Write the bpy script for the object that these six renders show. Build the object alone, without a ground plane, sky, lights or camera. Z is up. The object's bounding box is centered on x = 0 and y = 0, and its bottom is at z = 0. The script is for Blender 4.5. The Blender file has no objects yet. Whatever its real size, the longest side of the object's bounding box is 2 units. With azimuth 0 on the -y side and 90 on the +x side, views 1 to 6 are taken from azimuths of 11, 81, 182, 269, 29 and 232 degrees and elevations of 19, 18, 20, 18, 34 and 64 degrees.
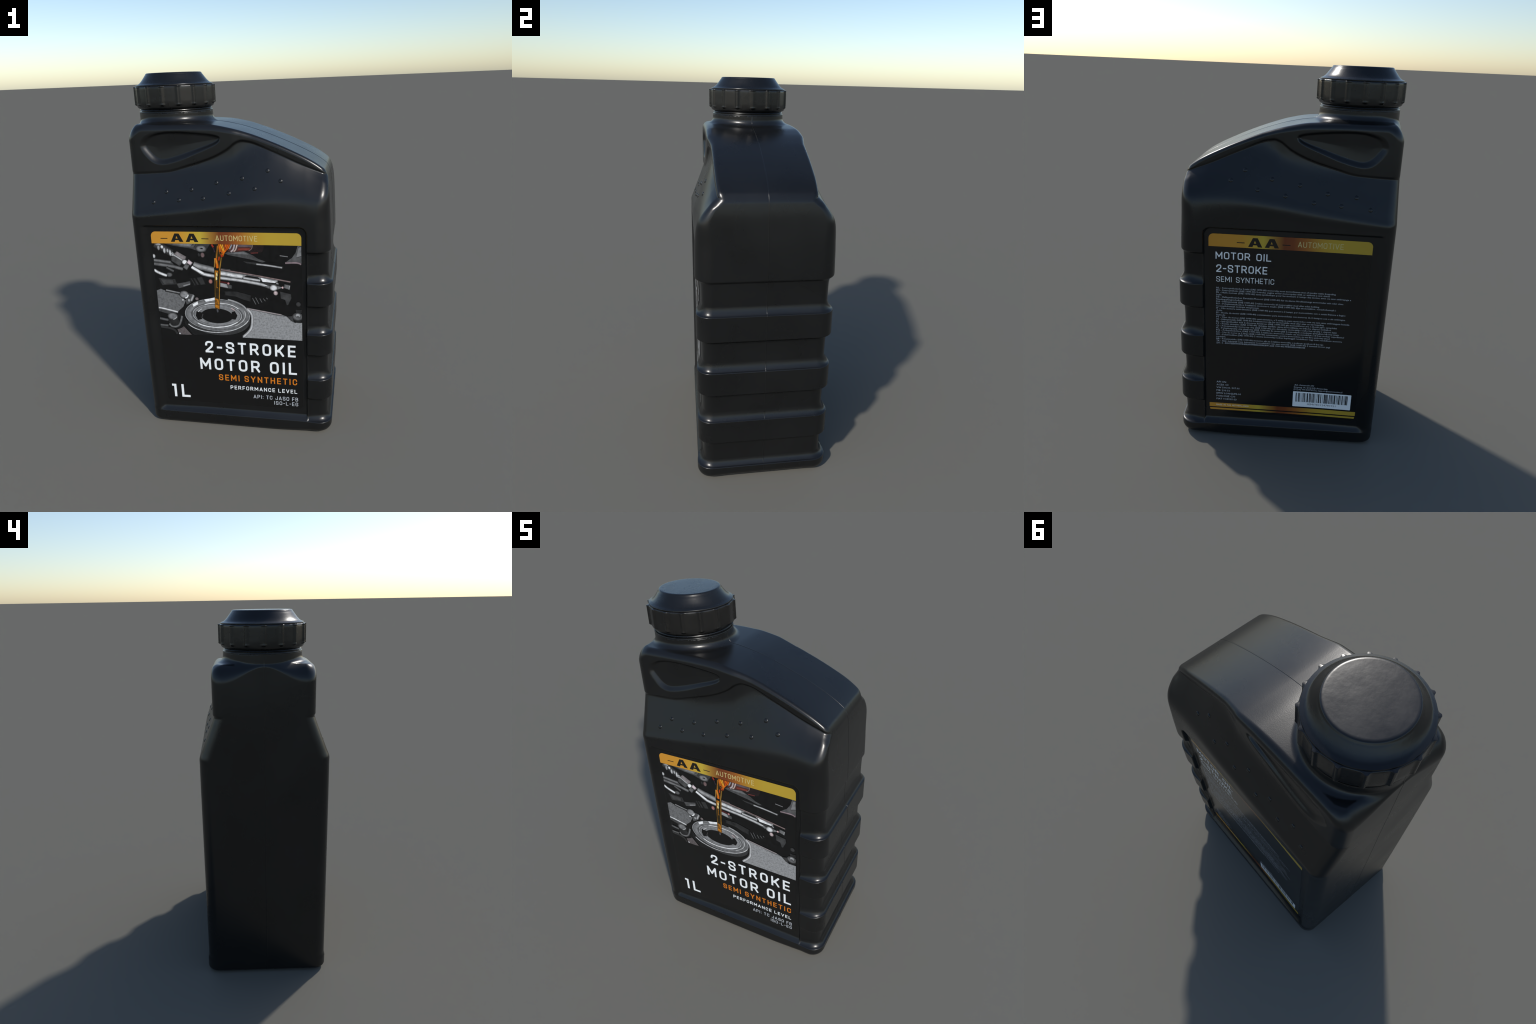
"""Black plastic one-litre oil bottle with ribbed grip, screw cap and printed labels.
The body is an implicit solid (rounded intersections of a depth profile, a side
outline and a top curve, joined to a neck) that is meshed with surface nets."""
import bpy, math, random
import numpy as np
from mathutils import Matrix, Vector

rng = random.Random(7)
scene = bpy.context.scene

# ------------------------------------------------------------------ helpers
def link(ob, parent=None):
    scene.collection.objects.link(ob)
    if parent is not None:
        ob.parent = parent
    return ob

def smooth(a, b, t):
    t = np.clip((t - a) / (b - a), 0.0, 1.0)
    return t * t * (3 - 2 * t)

def curve(xs, ys):
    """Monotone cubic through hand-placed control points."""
    xs, ys = np.array(xs, float), np.array(ys, float)
    h = np.diff(xs); d = np.diff(ys) / h
    m = np.zeros_like(xs); m[0], m[-1] = d[0], d[-1]
    for i in range(1, len(xs) - 1):
        if d[i - 1] * d[i] > 0:
            w1, w2 = 2 * h[i] + h[i - 1], h[i] + 2 * h[i - 1]
            m[i] = (w1 + w2) / (w1 / d[i - 1] + w2 / d[i])
    def f(x):
        x = np.clip(np.asarray(x, float), xs[0], xs[-1])
        i = np.clip(np.searchsorted(xs, x) - 1, 0, len(xs) - 2)
        t = (x - xs[i]) / h[i]
        return ((2*t**3 - 3*t**2 + 1) * ys[i] + (t**3 - 2*t**2 + t) * h[i] * m[i]
                + (-2*t**3 + 3*t**2) * ys[i+1] + (t**3 - t**2) * h[i] * m[i+1])
    table_x = np.linspace(xs[0], xs[-1], 6001); table_y = f(table_x); k = 6000 / (xs[-1] - xs[0])
    def lookup(x):          # dense table of the same curve, fast to read
        u = np.clip((np.asarray(x, float) - xs[0]) * k, 0, 5999.999); i = u.astype(int)
        return table_y[i] + (u - i) * (table_y[i + 1] - table_y[i])
    return lookup

def round_max(a, b, r):
    """Intersection of two distance fields with a circular fillet of radius r."""
    u, v = a + r, b + r
    return np.minimum(np.maximum(u, v), 0) + np.hypot(np.maximum(u, 0), np.maximum(v, 0)) - r

def round_min(a, b, r):
    u, v = np.maximum(r - a, 0), np.maximum(r - b, 0)
    return np.maximum(np.minimum(a, b), r) - np.hypot(u, v)

def spline_loop(pts, n=8):
    """Closed Catmull-Rom loop."""
    p = np.array(pts, float); out = []
    for i in range(len(p)):
        a, b, c, d = p[i-1], p[i], p[(i+1) % len(p)], p[(i+2) % len(p)]
        for k in range(n):
            t = k / n
            out.append(0.5 * (2*b + (c-a)*t + (2*a-5*b+4*c-d)*t*t + (3*b-a-3*c+d)*t**3))
    return np.array(out)

def loop_distance(loop, x, z):
    """Signed distance to a closed loop in the x-z plane, negative inside."""
    best = np.full(x.shape, 1e9); inside = np.zeros(x.shape, bool)
    for i in range(len(loop)):
        a, b = loop[i-1], loop[i]
        e = b - a
        t = np.clip(((x-a[0])*e[0] + (z-a[1])*e[1]) / (e @ e), 0, 1)
        best = np.minimum(best, np.hypot(x-a[0]-t*e[0], z-a[1]-t*e[1]))
        if a[1] != b[1]:
            cross = ((a[1] > z) != (b[1] > z)) & (x < e[0]*(z-a[1])/e[1] + a[0])
            inside ^= cross
    return np.where(inside, -best, best)

# ------------------------------------------------------------------ materials
class Nodes:
    def __init__(self, name):
        self.mat = bpy.data.materials.new(name)
        self.mat.use_nodes = True
        self.t = self.mat.node_tree
        self.bsdf = self.t.nodes['Principled BSDF']
    def add(self, kind, **props):
        n = self.t.nodes.new(kind)
        for k, v in props.items():
            setattr(n, k, v)
        return n
    def wire(self, a, b):
        self.t.links.new(a, b)
    def noise(self, scale, detail=3.0):
        c = self.add('ShaderNodeTexCoord')
        n = self.add('ShaderNodeTexNoise')
        n.inputs['Scale'].default_value = scale
        n.inputs['Detail'].default_value = detail
        self.wire(c.outputs['Object'], n.inputs['Vector'])
        return n
    def ramp(self, fac, stops):
        r = self.add('ShaderNodeValToRGB')
        el = r.color_ramp.elements
        while len(el) < len(stops):
            el.new(0.5)
        for e, (p, c) in zip(el, stops):
            e.position = p; e.color = (*c, 1)
        self.wire(fac, r.inputs['Fac'])
        return r
    def bump(self, height, strength, distance):
        b = self.add('ShaderNodeBump')
        b.inputs['Strength'].default_value = strength
        b.inputs['Distance'].default_value = distance
        self.wire(height, b.inputs['Height'])
        self.wire(b.outputs['Normal'], self.bsdf.inputs['Normal'])

def grey(v):
    return (v, v, v)

def plastic(name, base, rough, grain_scale, grain, distance, blotch=4.0):
    m = Nodes(name)
    n = m.noise(blotch, 4)
    lo, hi = [c * 0.88 for c in base], [c * 1.12 for c in base]
    m.wire(m.ramp(n.outputs['Fac'], [(0.35, lo), (0.65, hi)]).outputs['Color'], m.bsdf.inputs['Base Color'])
    m.wire(m.ramp(n.outputs['Fac'], [(0.3, grey(rough - 0.03)), (0.7, grey(rough + 0.03))]).outputs['Color'],
           m.bsdf.inputs['Roughness'])
    m.bump(m.noise(grain_scale, 2).outputs['Fac'], grain, distance)
    return m.mat

BODY_COLOUR = (0.0068, 0.0070, 0.0071)
body_mat = plastic('black_moulded_plastic', BODY_COLOUR, 0.285, 240, 0.13, 0.0010)
grip_mat = plastic('black_cap_plastic', (0.0095, 0.0091, 0.0085), 0.27, 26, 0.10, 0.004, 9.0)
lid_mat = plastic('black_cap_top_plastic', (0.0068, 0.0070, 0.0071), 0.27, 42, 0.07, 0.004, 9.0)

LABEL_ROUGH = 0.16
PRINT_GAIN = 0.86          # printed tone as seen in full light -> base colour
def tone(c):
    """Printed ink tone on the 0..255 display scale -> linear base colour."""
    if not isinstance(c, tuple):
        c = (c, c * 1.005, c * 1.01)
    lin = lambda v: ((v/255 + 0.055) / 1.055) ** 2.4 if v > 10 else v / 255 / 12.92
    return tuple(min(lin(v) / PRINT_GAIN, 0.95) for v in c)

def print_base(name):
    m = Nodes(name)
    m.bsdf.inputs['Roughness'].default_value = LABEL_ROUGH
    m.bsdf.inputs['Specular IOR Level'].default_value = 0.5
    return m

ink_cache = {}
def ink(c, grain=False, uneven=False):
    key = (c, grain, uneven)
    if key not in ink_cache:
        m = print_base('printed_grain' if grain else 'printed_ink')
        col = tone(c)
        if grain:
            n = m.noise(95, 7)
            r = m.ramp(n.outputs['Fac'], [(0.30, tuple(v*0.66 for v in col)), (0.5, col), (0.74, tuple(min(v*1.25, .95) for v in col))])
            m.wire(r.outputs['Color'], m.bsdf.inputs['Base Color'])
        else:
            m.bsdf.inputs['Base Color'].default_value = (*col, 1)
            if uneven:          # halftone mottling inside the picture
                n = m.noise(38, 5)
                r = m.ramp(n.outputs['Fac'], [(0.32, tuple(v*0.66 for v in col)), (0.5, col), (0.7, tuple(min(v*1.25, .95) for v in col))])
                m.wire(r.outputs['Color'], m.bsdf.inputs['Base Color'])
        ink_cache[key] = m.mat
    return ink_cache[key]

def gold_band(name, flip):
    """Orange - yellow - rust - gold gradient running along the label."""
    m = print_base(name)
    c = m.add('ShaderNodeTexCoord'); s = m.add('ShaderNodeSeparateXYZ')
    m.wire(c.outputs['Object'], s.inputs[0])
    r = m.add('ShaderNodeMapRange')
    lo, hi = (0.387, -0.4245) if flip else (-0.424, 0.388)
    r.inputs['From Min'].default_value = lo; r.inputs['From Max'].default_value = hi
    m.wire(s.outputs['X'], r.inputs['Value'])
    stops = [(0.0, (192, 134, 46)), (0.20, (190, 136, 46)), (0.335, (182, 158, 56)), (0.40, (150, 112, 46)),
             (0.465, (108, 55, 28)), (0.52, (116, 60, 30)), (0.60, (150, 92, 38)), (0.70, (172, 136, 46)), (0.78, (174, 146, 50)), (1.0, (172, 144, 50))]
    m.wire(m.ramp(r.outputs['Result'], [(p, tone(k)) for p, k in stops]).outputs['Color'], m.bsdf.inputs['Base Color'])
    return m.mat

# ------------------------------------------------------------------ body shape
FULL_DEPTH = 0.3330
LABEL_LEFT, LABEL_RIGHT, LABEL_BOTTOM, LABEL_TOP = -0.4242, 0.3878, 0.1435, 1.1968

PANEL_KNOTS = np.concatenate([np.arange(-0.48, -0.119, 0.02), [0.60]])
PANEL_DEPTHS = 0.3118 - 0.0010 * (PANEL_KNOTS + 0.12) + 0.0055 * smooth(-0.14, -0.46, PANEL_KNOTS)
def panel_plane(x):
    """Half depth of the label panel: nearly flat, curling out to the left edge (straight between the knots)."""
    return np.interp(x, PANEL_KNOTS, PANEL_DEPTHS)

# each groove: edge of the rib below, end of its rounded top, underside of the rib above
GROOVES = [(0.928, 0.972, 1.098), (0.631, 0.676, 0.797), (0.352, 0.398, 0.505), (0.077, 0.112, 0.228)]
def rib_top(z, edge, end):
    t = np.clip((z - edge) / (end - edge), 0, 1)
    return 0.75 * np.sqrt(1 - (1 - t) ** 2) + 0.25 * t          # hollow cove under a crisp lip
def groove(z):
    g = np.zeros_like(z)
    for edge, end, under in GROOVES:
        s = np.maximum(under + 0.004 - z, 0)
        below = 0.66 * smooth(0, 0.017, s) + 0.34 * (1 - np.exp(-s / 0.026))
        g = np.maximum(g, rib_top(z, edge, end) * below)
    return g

top_line = curve([-0.60, -0.25, -0.09, 0.015, 0.125, 0.233, 0.339, 0.438, 0.494, 0.516, 0.60],
                 [1.7495, 1.7495, 1.7415, 1.7225, 1.6895, 1.6480, 1.6010, 1.5500, 1.511, 1.491, 1.42])
handle_line = curve([-0.60, -0.48, -0.33, -0.215, -0.080, 0.000, 0.055, 0.080, 0.105, 0.245, 0.372, 0.503, 0.60],
                    [1.502, 1.504, 1.510, 1.538, 1.579, 1.617, 1.655, 1.662, 1.659, 1.602, 1.543, 1.488, 1.44])
lid_depth = curve([-0.60, -0.05, 0.03, 0.08, 0.14, 0.40, 0.50, 0.60],
                  [0.2565, 0.2560, 0.2540, 0.2460, 0.2390, 0.2360, 0.2300, 0.220])
crease_line = curve([-0.60, -0.51, -0.35, -0.15, 0.05, 0.24, 0.42, 0.50, 0.60],
                    [1.278, 1.280, 1.294, 1.317, 1.345, 1.364, 1.378, 1.382, 1.385])
crease_softness = curve([-0.60, -0.50, -0.10, 0.25, 0.50, 0.60], [0.018, 0.020, 0.036, 0.046, 0.042, 0.040])
shoulder_slope = curve([-0.60, -0.50, -0.20, 0.0, 0.10, 0.20, 0.30, 0.40, 0.50, 0.60], [0.39, 0.40, 0.42, 0.40, 0.385, 0.41, 0.50, 0.67, 0.93, 1.1])
HOLLOW = spline_loop([(-0.461, 1.645), (-0.437, 1.685), (-0.380, 1.706), (-0.275, 1.7135), (-0.130, 1.7035),
                      (-0.045, 1.690), (-0.025, 1.670), (-0.050, 1.641), (-0.145, 1.600), (-0.248, 1.5615),
                      (-0.343, 1.541), (-0.402, 1.556), (-0.447, 1.604)])

def half_depth_rule(x, z):
    # sloping shoulder above the crease
    t = z - crease_line(x)
    soft = crease_softness(x)
    face = FULL_DEPTH - shoulder_slope(x) * 0.5 * (t + np.sqrt(t * t + soft * soft)) + 0.12 * soft * np.exp(-(t / soft) ** 2) * smooth(0.4, 0.1, x)
    lid = lid_depth(x)
    u = face - (lid - 0.0125)
    face = lid - 0.0125 + 0.5 * (u + np.sqrt(u * u + 0.014 ** 2))
    line = handle_line(x)
    u = face - (lid - 0.008 + 1.1 * (line - z))        # groove tucked under the lip
    face = face - 0.5 * (u + np.sqrt(u * u + 0.007 ** 2)) * smooth(line - 0.045, line - 0.02, z)
    h = face + (lid - face) * smooth(line - 0.012, line + 0.003, z)
    # thumb hollow of the handle
    d = loop_distance(HOLLOW, x, z)
    wall = 0.015 + 0.014 * smooth(1.67, 1.58, z) + 0.018 * smooth(-0.33, -0.46, x)
    h -= 0.0140 * smooth(0.0, 1.0, -d / wall) + 0.0045 * smooth(0.0, 0.08, -d)
    # base band is a touch wider
    h += 0.0045 * smooth(0.10, 0.07, z)
    # recessed label panel running into the grooves between the ribs
    cx, cz, hx, hz, r = 0.5 * (0.421 - 0.620), 0.5 * (1.234 - 0.4), 0.5 * (0.421 + 0.620), 0.5 * (1.234 + 0.4), 0.045
    qx, qz = np.abs(x - cx) - hx + r, np.abs(z - cz) - hz + r
    inner = -(np.hypot(np.maximum(qx, 0), np.maximum(qz, 0)) + np.minimum(np.maximum(qx, qz), 0) - r)
    panel = (FULL_DEPTH - panel_plane(x)) * smooth(0, 0.013, inner) * smooth(-0.482, -0.436, x) * (0.5 * rib_top(z, 0.079, 0.110) + 0.5 * smooth(0.079, 0.112, z))
    h += 0.003 * (1 - groove(z)) * smooth(0.42, 0.47, x) * smooth(1.2, 1.0, z)
    h += 0.0055 * smooth(0.36, 0.47, x) * smooth(1.06, 1.12, z) * smooth(1.42, 1.20, z)
    grip = (0.0195 + 0.0070 * smooth(0.425, 0.50, x)) * groove(z)
    w = smooth(0.408, 0.422, x)
    h -= np.where(z < 1.24, panel * (1 - w) + grip * w, 0)
    return h

# depth rule sampled once on a fine lattice, then looked up
STEP = 0.0015
gx, gz = np.arange(-0.62, 0.6205, STEP), np.arange(-0.06, 1.9, STEP)
DEPTH = half_depth_rule(*np.meshgrid(gx, gz, indexing='ij'))
for _ in range(2):
    P = np.pad(DEPTH, 1, mode='edge')
    DEPTH = (P[:-2, 1:-1] + P[2:, 1:-1] + P[1:-1, :-2] + P[1:-1, 2:] + 4 * P[1:-1, 1:-1]) / 8
def half_depth(x, z):
    u = np.clip((x - gx[0]) / STEP, 0, len(gx) - 1.001); v = np.clip((z - gz[0]) / STEP, 0, len(gz) - 1.001)
    i, j = u.astype(int), v.astype(int); a, b = u - i, v - j
    return ((DEPTH[i, j] * (1-a) + DEPTH[i+1, j] * a) * (1-b) + (DEPTH[i, j+1] * (1-a) + DEPTH[i+1, j+1] * a) * b)

block_edge = curve([1.0, 1.10, 1.20, 1.30, 1.40, 1.46, 1.50, 1.9], [0.539, 0.538, 0.5355, 0.5315, 0.526, 0.519, 0.512, 0.505])
left_edge = curve([-0.1, 0.05, 0.15, 1.25, 1.50, 1.75, 1.9], [-0.530, -0.5315, -0.5325, -0.5345, -0.5345, -0.5340, -0.534])
top_round = curve([-0.60, -0.25, -0.05, 0.10, 0.25, 0.60], [0.036, 0.036, 0.030, 0.022, 0.019, 0.017])
NECK_X, NECK_R = -0.330, 0.2005

def right_edge_rule(z):
    g = groove(z)
    outer = 0.5505 + (block_edge(z) - 0.5505) * smooth(1.0, 1.05, z)
    return outer * (1 - g) + 0.526 * g

right_z = np.linspace(-0.1, 1.9, 4001)
right_edge = curve(right_z, right_edge_rule(right_z))
steep_x = np.linspace(-0.6, 0.6, 601)
steepness = curve(steep_x, 1 / np.sqrt(1 + np.gradient(top_line(steep_x), steep_x) ** 2))

groove_at = curve(right_z, groove(right_z))
left_crown = curve([-0.1, 0.02, 0.10, 0.25, 0.75, 1.05, 1.27, 1.4, 1.9], [0, 0, 0.001, 0.002, 0.002, 0.001, 0, 0, 0])

def solid(p):
    x, y, z = p[:, 0], p[:, 1], p[:, 2]
    side = np.abs(y) - half_depth(x, z)
    crown = left_crown(z) * np.maximum(1 - (y / 0.31) ** 4, 0)
    wall = np.maximum(x - right_edge(z), left_edge(z) - crown - x)
    on_right = smooth(0.0, 0.3, x)
    left_r = 0.060 - 0.006 * smooth(1.30, 1.52, z)
    r = left_r + (0.076 - 0.026 * groove_at(z) + 0.006 * smooth(1.05, 1.11, z) - left_r) * on_right
    r = r + (0.028 - r) * smooth(1.24, 1.51, z) * on_right
    f = round_max(side, wall, r)
    flush = smooth(-0.38, -0.47, x) * smooth(0.20, 0.0, np.abs(y))      # neck runs straight into the end wall here
    ear = 0.050 * smooth(-0.44, -0.53, x) * smooth(0.0, 0.20, np.abs(y))
    f = round_max(f, (z - top_line(x)) * steepness(x), top_round(x) * (1 - 0.75 * flush) + ear)
    lift = 0.008 * smooth(0.38, 0.55, x) * (0.4 + 0.6 * smooth(0.34, 0.16, np.abs(y))) + 0.006 * smooth(-0.42, -0.53, x)
    f = round_max(f, lift - z, 0.024 + 0.020 * smooth(0.2, 0.5, x))          # foot lifts a little at both ends
    rad = np.hypot(x - NECK_X, y)
    neck = np.maximum(rad - NECK_R + 0.05 * np.maximum(1.735 - z, 0), np.maximum(z - 1.8005, 1.56 - z))
    return round_min(f, neck, (0.034 - 0.010 * smooth(-0.40, -0.50, x)) * (1 - 0.7 * flush))

def gradient(p, e=0.0012):
    g = np.empty_like(p)
    for k in range(3):
        d = np.zeros(3); d[k] = e
        g[:, k] = (solid(p + d) - solid(p - d)) / (2 * e)
    return g

def surface_net(lo, hi, h, block=7):
    n = np.ceil((np.array(hi) - lo) / h / block).astype(int) * block
    lo = np.array(lo, float)
    F = np.empty(tuple(n), np.float32)
    nb = n // block
    bi = np.stack(np.meshgrid(*[np.arange(k) for k in nb], indexing='ij'), -1).reshape(-1, 3)
    mid = solid(lo + (bi * block + (block - 1) / 2) * h)
    FB = F.reshape(nb[0], block, nb[1], block, nb[2], block)
    FB[:] = mid.reshape(nb[0], 1, nb[1], 1, nb[2], 1)
    near = bi[np.abs(mid) < block * h * 0.87 + 0.018]
    loc = np.stack(np.meshgrid(*[np.arange(block)] * 3, indexing='ij'), -1).reshape(-1, 3)
    for s in range(0, len(near), 1500):
        b = near[s:s+1500]
        q = (b[:, None] * block + loc).reshape(-1, 3)
        F[q[:, 0], q[:, 1], q[:, 2]] = solid(lo + q * h)
    neg = F < 0
    cnt = sum(neg[i:n[0]-1+i, j:n[1]-1+j, k:n[2]-1+k].astype(np.int8) for i in (0, 1) for j in (0, 1) for k in (0, 1))
    cells = np.argwhere((cnt > 0) & (cnt < 8))
    index = np.full(tuple(n), -1, np.int32)
    index[tuple(cells.T)] = np.arange(len(cells))
    acc = np.zeros((len(cells), 3)); num = np.zeros(len(cells))
    corner = [(i, j, k) for i in (0, 1) for j in (0, 1) for k in (0, 1)]
    for a in corner:
        for ax in range(3):
            if a[ax] == 0:
                b = list(a); b[ax] = 1
                fa = F[tuple((cells + a).T)]; fb = F[tuple((cells + b).T)]
                m = (fa < 0) != (fb < 0)
                t = np.where(m, fa / np.where(m, fa - fb, 1), 0)
                pt = np.array(a, float) + t[:, None] * (np.array(b) - a)
                acc += pt * m[:, None]; num += m
    verts = lo + (cells + acc / num[:, None]) * h
    quads = []
    for ax in range(3):
        sl = [slice(1, -1)] * 3; sl2 = list(sl)
        sl[ax] = slice(0, -1); sl2[ax] = slice(1, None)
        ch = neg[tuple(sl)] != neg[tuple(sl2)]
        e = np.argwhere(ch)
        for k in range(3):
            if k != ax:
                e[:, k] += 1
        u, v = (ax + 1) % 3, (ax + 2) % 3
        def at(du, dv):
            c = e.copy(); c[:, u] -= du; c[:, v] -= dv
            return index[tuple(c.T)]
        q = np.stack([at(1, 1), at(0, 1), at(0, 0), at(1, 0)], 1)
        flip = ~neg[tuple(e.T)]
        q[flip] = q[flip][:, ::-1]
        quads.append(q)
    quads = np.concatenate(quads)
    quads = quads[(quads >= 0).all(1)]
    for _ in range(3):
        f = solid(verts); g = np.empty_like(verts)
        for k in range(3):
            d = np.zeros(3); d[k] = 0.0008
            g[:, k] = (solid(verts + d) - f) / 0.0008
        stepv = f[:, None] * g / np.maximum((g * g).sum(1), 0.2)[:, None]
        L = np.linalg.norm(stepv, axis=1, keepdims=True)
        verts = verts - stepv * np.minimum(1, 0.5 * h / np.maximum(L, 1e-9))
    nrm = gradient(verts, 0.0016)
    nrm /= np.maximum(np.linalg.norm(nrm, axis=1, keepdims=True), 1e-9)
    return verts, quads, nrm

def mesh_part(name, verts, quads, normals, mat, parent):
    used, inv = np.unique(quads, return_inverse=True)
    me = bpy.data.meshes.new(name)
    q = inv.reshape(quads.shape)
    me.vertices.add(len(used)); me.vertices.foreach_set('co', verts[used].ravel())
    me.loops.add(q.size); me.loops.foreach_set('vertex_index', q.ravel().astype(np.int32))
    me.polygons.add(len(q)); me.polygons.foreach_set('loop_start', np.arange(0, q.size, 4, dtype=np.int32))
    me.update(); me.validate()
    me.polygons.foreach_set('use_smooth', np.ones(len(me.polygons), bool))
    me.normals_split_custom_set_from_vertices(normals[used])
    me.materials.append(mat)
    return link(bpy.data.objects.new(name, me), parent)

bottle = link(bpy.data.objects.new('oil_bottle', None))
bottle['label'] = 'black ribbed plastic motor oil bottle with screw cap'
bottle['category'] = 'oil bottle'

V, Q, N = surface_net((-0.575, -0.365, -0.03), (0.585, 0.365, 1.83), 0.0042)
C = V[Q].mean(1)
radial = np.hypot(C[:, 0] - NECK_X, C[:, 1])
is_neck = (C[:, 2] > 1.752) & (radial < 0.24)
body = mesh_part('body', V, Q[~is_neck], N, body_mat, bottle)
neck = mesh_part('neck', V, Q[is_neck], N, body_mat, bottle)

# ------------------------------------------------------------------ lathe parts
def lathe(name, profile, mat, parent, segments=192, centre=(NECK_X, 0), smooth_angle=35):
    vs, fs = [], []
    m = len(profile)
    for s in range(segments):
        a = 2 * math.pi * s / segments
        for r, z in profile:
            vs.append((centre[0] + r * math.cos(a), centre[1] + r * math.sin(a), z))
    for s in range(segments):
        t = (s + 1) % segments
        for i in range(m - 1):
            fs.append((s*m+i, t*m+i, t*m+i+1, s*m+i+1))
    me = bpy.data.meshes.new(name)
    me.from_pydata(vs, [], fs); me.update()
    me.polygons.foreach_set('use_smooth', [True] * len(me.polygons))
    me.set_sharp_from_angle(angle=math.radians(smooth_angle))
    me.materials.append(mat)
    return link(bpy.data.objects.new(name, me), parent)

lathe('neck_ring', [(0.186, 1.795), (0.1995, 1.798), (0.2008, 1.8005), (0.2008, 1.8035), (0.1998, 1.8052), (0.1975, 1.8055),
                    (0.1905, 1.8045), (0.1885, 1.8060), (0.1885, 1.8085), (0.1900, 1.8100), (0.1955, 1.8115), (0.1965, 1.8130), (0.1955, 1.8160),
                    (0.1925, 1.8190), (0.1900, 1.8230), (0.186, 1.835)], body_mat, bottle)

lid_profile = [(0.2040, 1.9345), (0.2066, 1.9352), (0.2078, 1.9372), (0.2078, 1.9395), (0.2070, 1.9412), (0.2046, 1.9420)]
flank = curve([0.150, 0.158, 0.168, 0.180, 0.192, 0.2046], [1.9955, 1.9855, 1.9720, 1.9575, 1.9470, 1.9422])
for r in np.linspace(0.2035, 0.1530, 16):
    lid_profile.append((float(r), float(flank(r))))
lid_profile += [(0.1512, 1.9955), (0.1492, 1.9980), (0.1465, 1.9993), (0.1430, 1.9999), (0.1380, 2.0), (0.09, 2.0), (0.04, 2.0), (0.0005, 2.0)]
cap = lathe('cap', lid_profile, lid_mat, bottle, smooth_angle=40)

# knurled grip ring with sixteen upright ridges
RIDGES = 16
wall_profile = curve([1.8195, 1.8205, 1.8235, 1.8290, 1.8360, 1.8440, 1.8600, 1.9200, 1.9290, 1.9335, 1.9350],
                     [0.1945, 0.1985, 0.2040, 0.2082, 0.2103, 0.2114, 0.2122, 0.2122, 0.2116, 0.2096, 0.2070])
levels = np.concatenate([np.linspace(1.8195, 1.8310, 9), np.linspace(1.8325, 1.850, 11), np.linspace(1.856, 1.920, 10), np.linspace(1.9225, 1.9350, 12)])
per = 24
ang = []
for k in range(RIDGES):
    t = np.linspace(-1, 1, per, endpoint=False)
    ang += list((k + 0.5 * np.sign(t) * np.abs(t) ** 1.7) * 2 * math.pi / RIDGES)
ang = np.array(ang)
d = np.abs((ang * RIDGES / (2 * math.pi) + 0.5) % 1 - 0.5) * 2 * math.pi / RIDGES
gv, gf = [], []
for z in levels:
    env = float(smooth(1.8325, 1.8430, z) * (1 - smooth(1.9325, 1.9352, z)))
    wide = 1.0
    ridge = np.clip(1.30 * np.exp(-(d / 0.038) ** 2.0), 0, 1) * 0.0080 + 0.0014 * (0.5 - d / 0.196)
    # panel corners are rounded: ridges widen at their ends
    end = float(smooth(1.925, 1.935, z) + 1 - smooth(1.834, 1.852, z))
    ridge = ridge + end * 0.0030 * np.exp(-(d / 0.07) ** 2)
    r = wall_profile(z) + ridge * env
    gv += [(NECK_X + rr * math.cos(a), rr * math.sin(a), float(z)) for rr, a in zip(r, ang)]
m = len(ang)
for i in range(len(levels) - 1):
    for j in range(m):
        k = (j + 1) % m
        gf.append((i*m+j, i*m+k, (i+1)*m+k, (i+1)*m+j))
base = len(gv)      # under edge and closing top shelf
for rr, z in ((0.180, 1.8200), (0.190, 1.9348)):
    gv += [(NECK_X + rr * math.cos(a), rr * math.sin(a), z) for a in ang]
top0 = (len(levels) - 1) * m
for j in range(m):
    k = (j + 1) % m
    gf.append((base+j, base+k, k, j))
    gf.append((top0+j, top0+k, base+m+k, base+m+j))
me = bpy.data.meshes.new('grip_ring'); me.from_pydata(gv, [], gf); me.update()
me.polygons.foreach_set('use_smooth', [True] * len(me.polygons))
me.set_sharp_from_angle(angle=math.radians(50))
me.materials.append(grip_mat)
link(bpy.data.objects.new('grip_ring', me), cap)

# ------------------------------------------------------------------ mould seam along the middle
def seam(name, a0, a1, n, centre=(-0.15, 0.9), radius=0.0030):
    pts = []
    for a in np.linspace(a0, a1, n):
        dirv = np.array([math.cos(a), 0, math.sin(a)])
        t = np.linspace(0.3, 1.2, 500)
        f = solid(np.array([centre[0], 0, centre[1]]) + t[:, None] * dirv)
        i = int(np.argmax(f > 0)); u = t[i-1] + (t[i] - t[i-1]) * f[i-1] / (f[i-1] - f[i])
        pts.append(np.array([centre[0], 0, centre[1]]) + u * dirv)
    pts = np.array(pts)
    g = gradient(pts); g[:, 1] = 0; g /= np.linalg.norm(g, axis=1, keepdims=True)
    prof = [(-1.0, -0.5), (-0.75, 0.25), (-0.35, 0.55), (0, 0.62), (0.35, 0.55), (0.75, 0.25), (1.0, -0.5)]
    vs, fs = [], []
    for p, q in zip(pts, g):
        for s, h in prof:
            vs.append(tuple(p + q * h * radius * 0.5 + np.array([0, s * radius, 0])))
    k = len(prof)
    for i in range(len(pts) - 1):
        for j in range(k - 1):
            fs.append((i*k+j, (i+1)*k+j, (i+1)*k+j+1, i*k+j+1))
    me = bpy.data.meshes.new(name); me.from_pydata(vs, [], fs); me.update()
    me.polygons.foreach_set('use_smooth', [True] * len(me.polygons))
    me.materials.append(body_mat)
    return link(bpy.data.objects.new(name, me), bottle)
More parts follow.
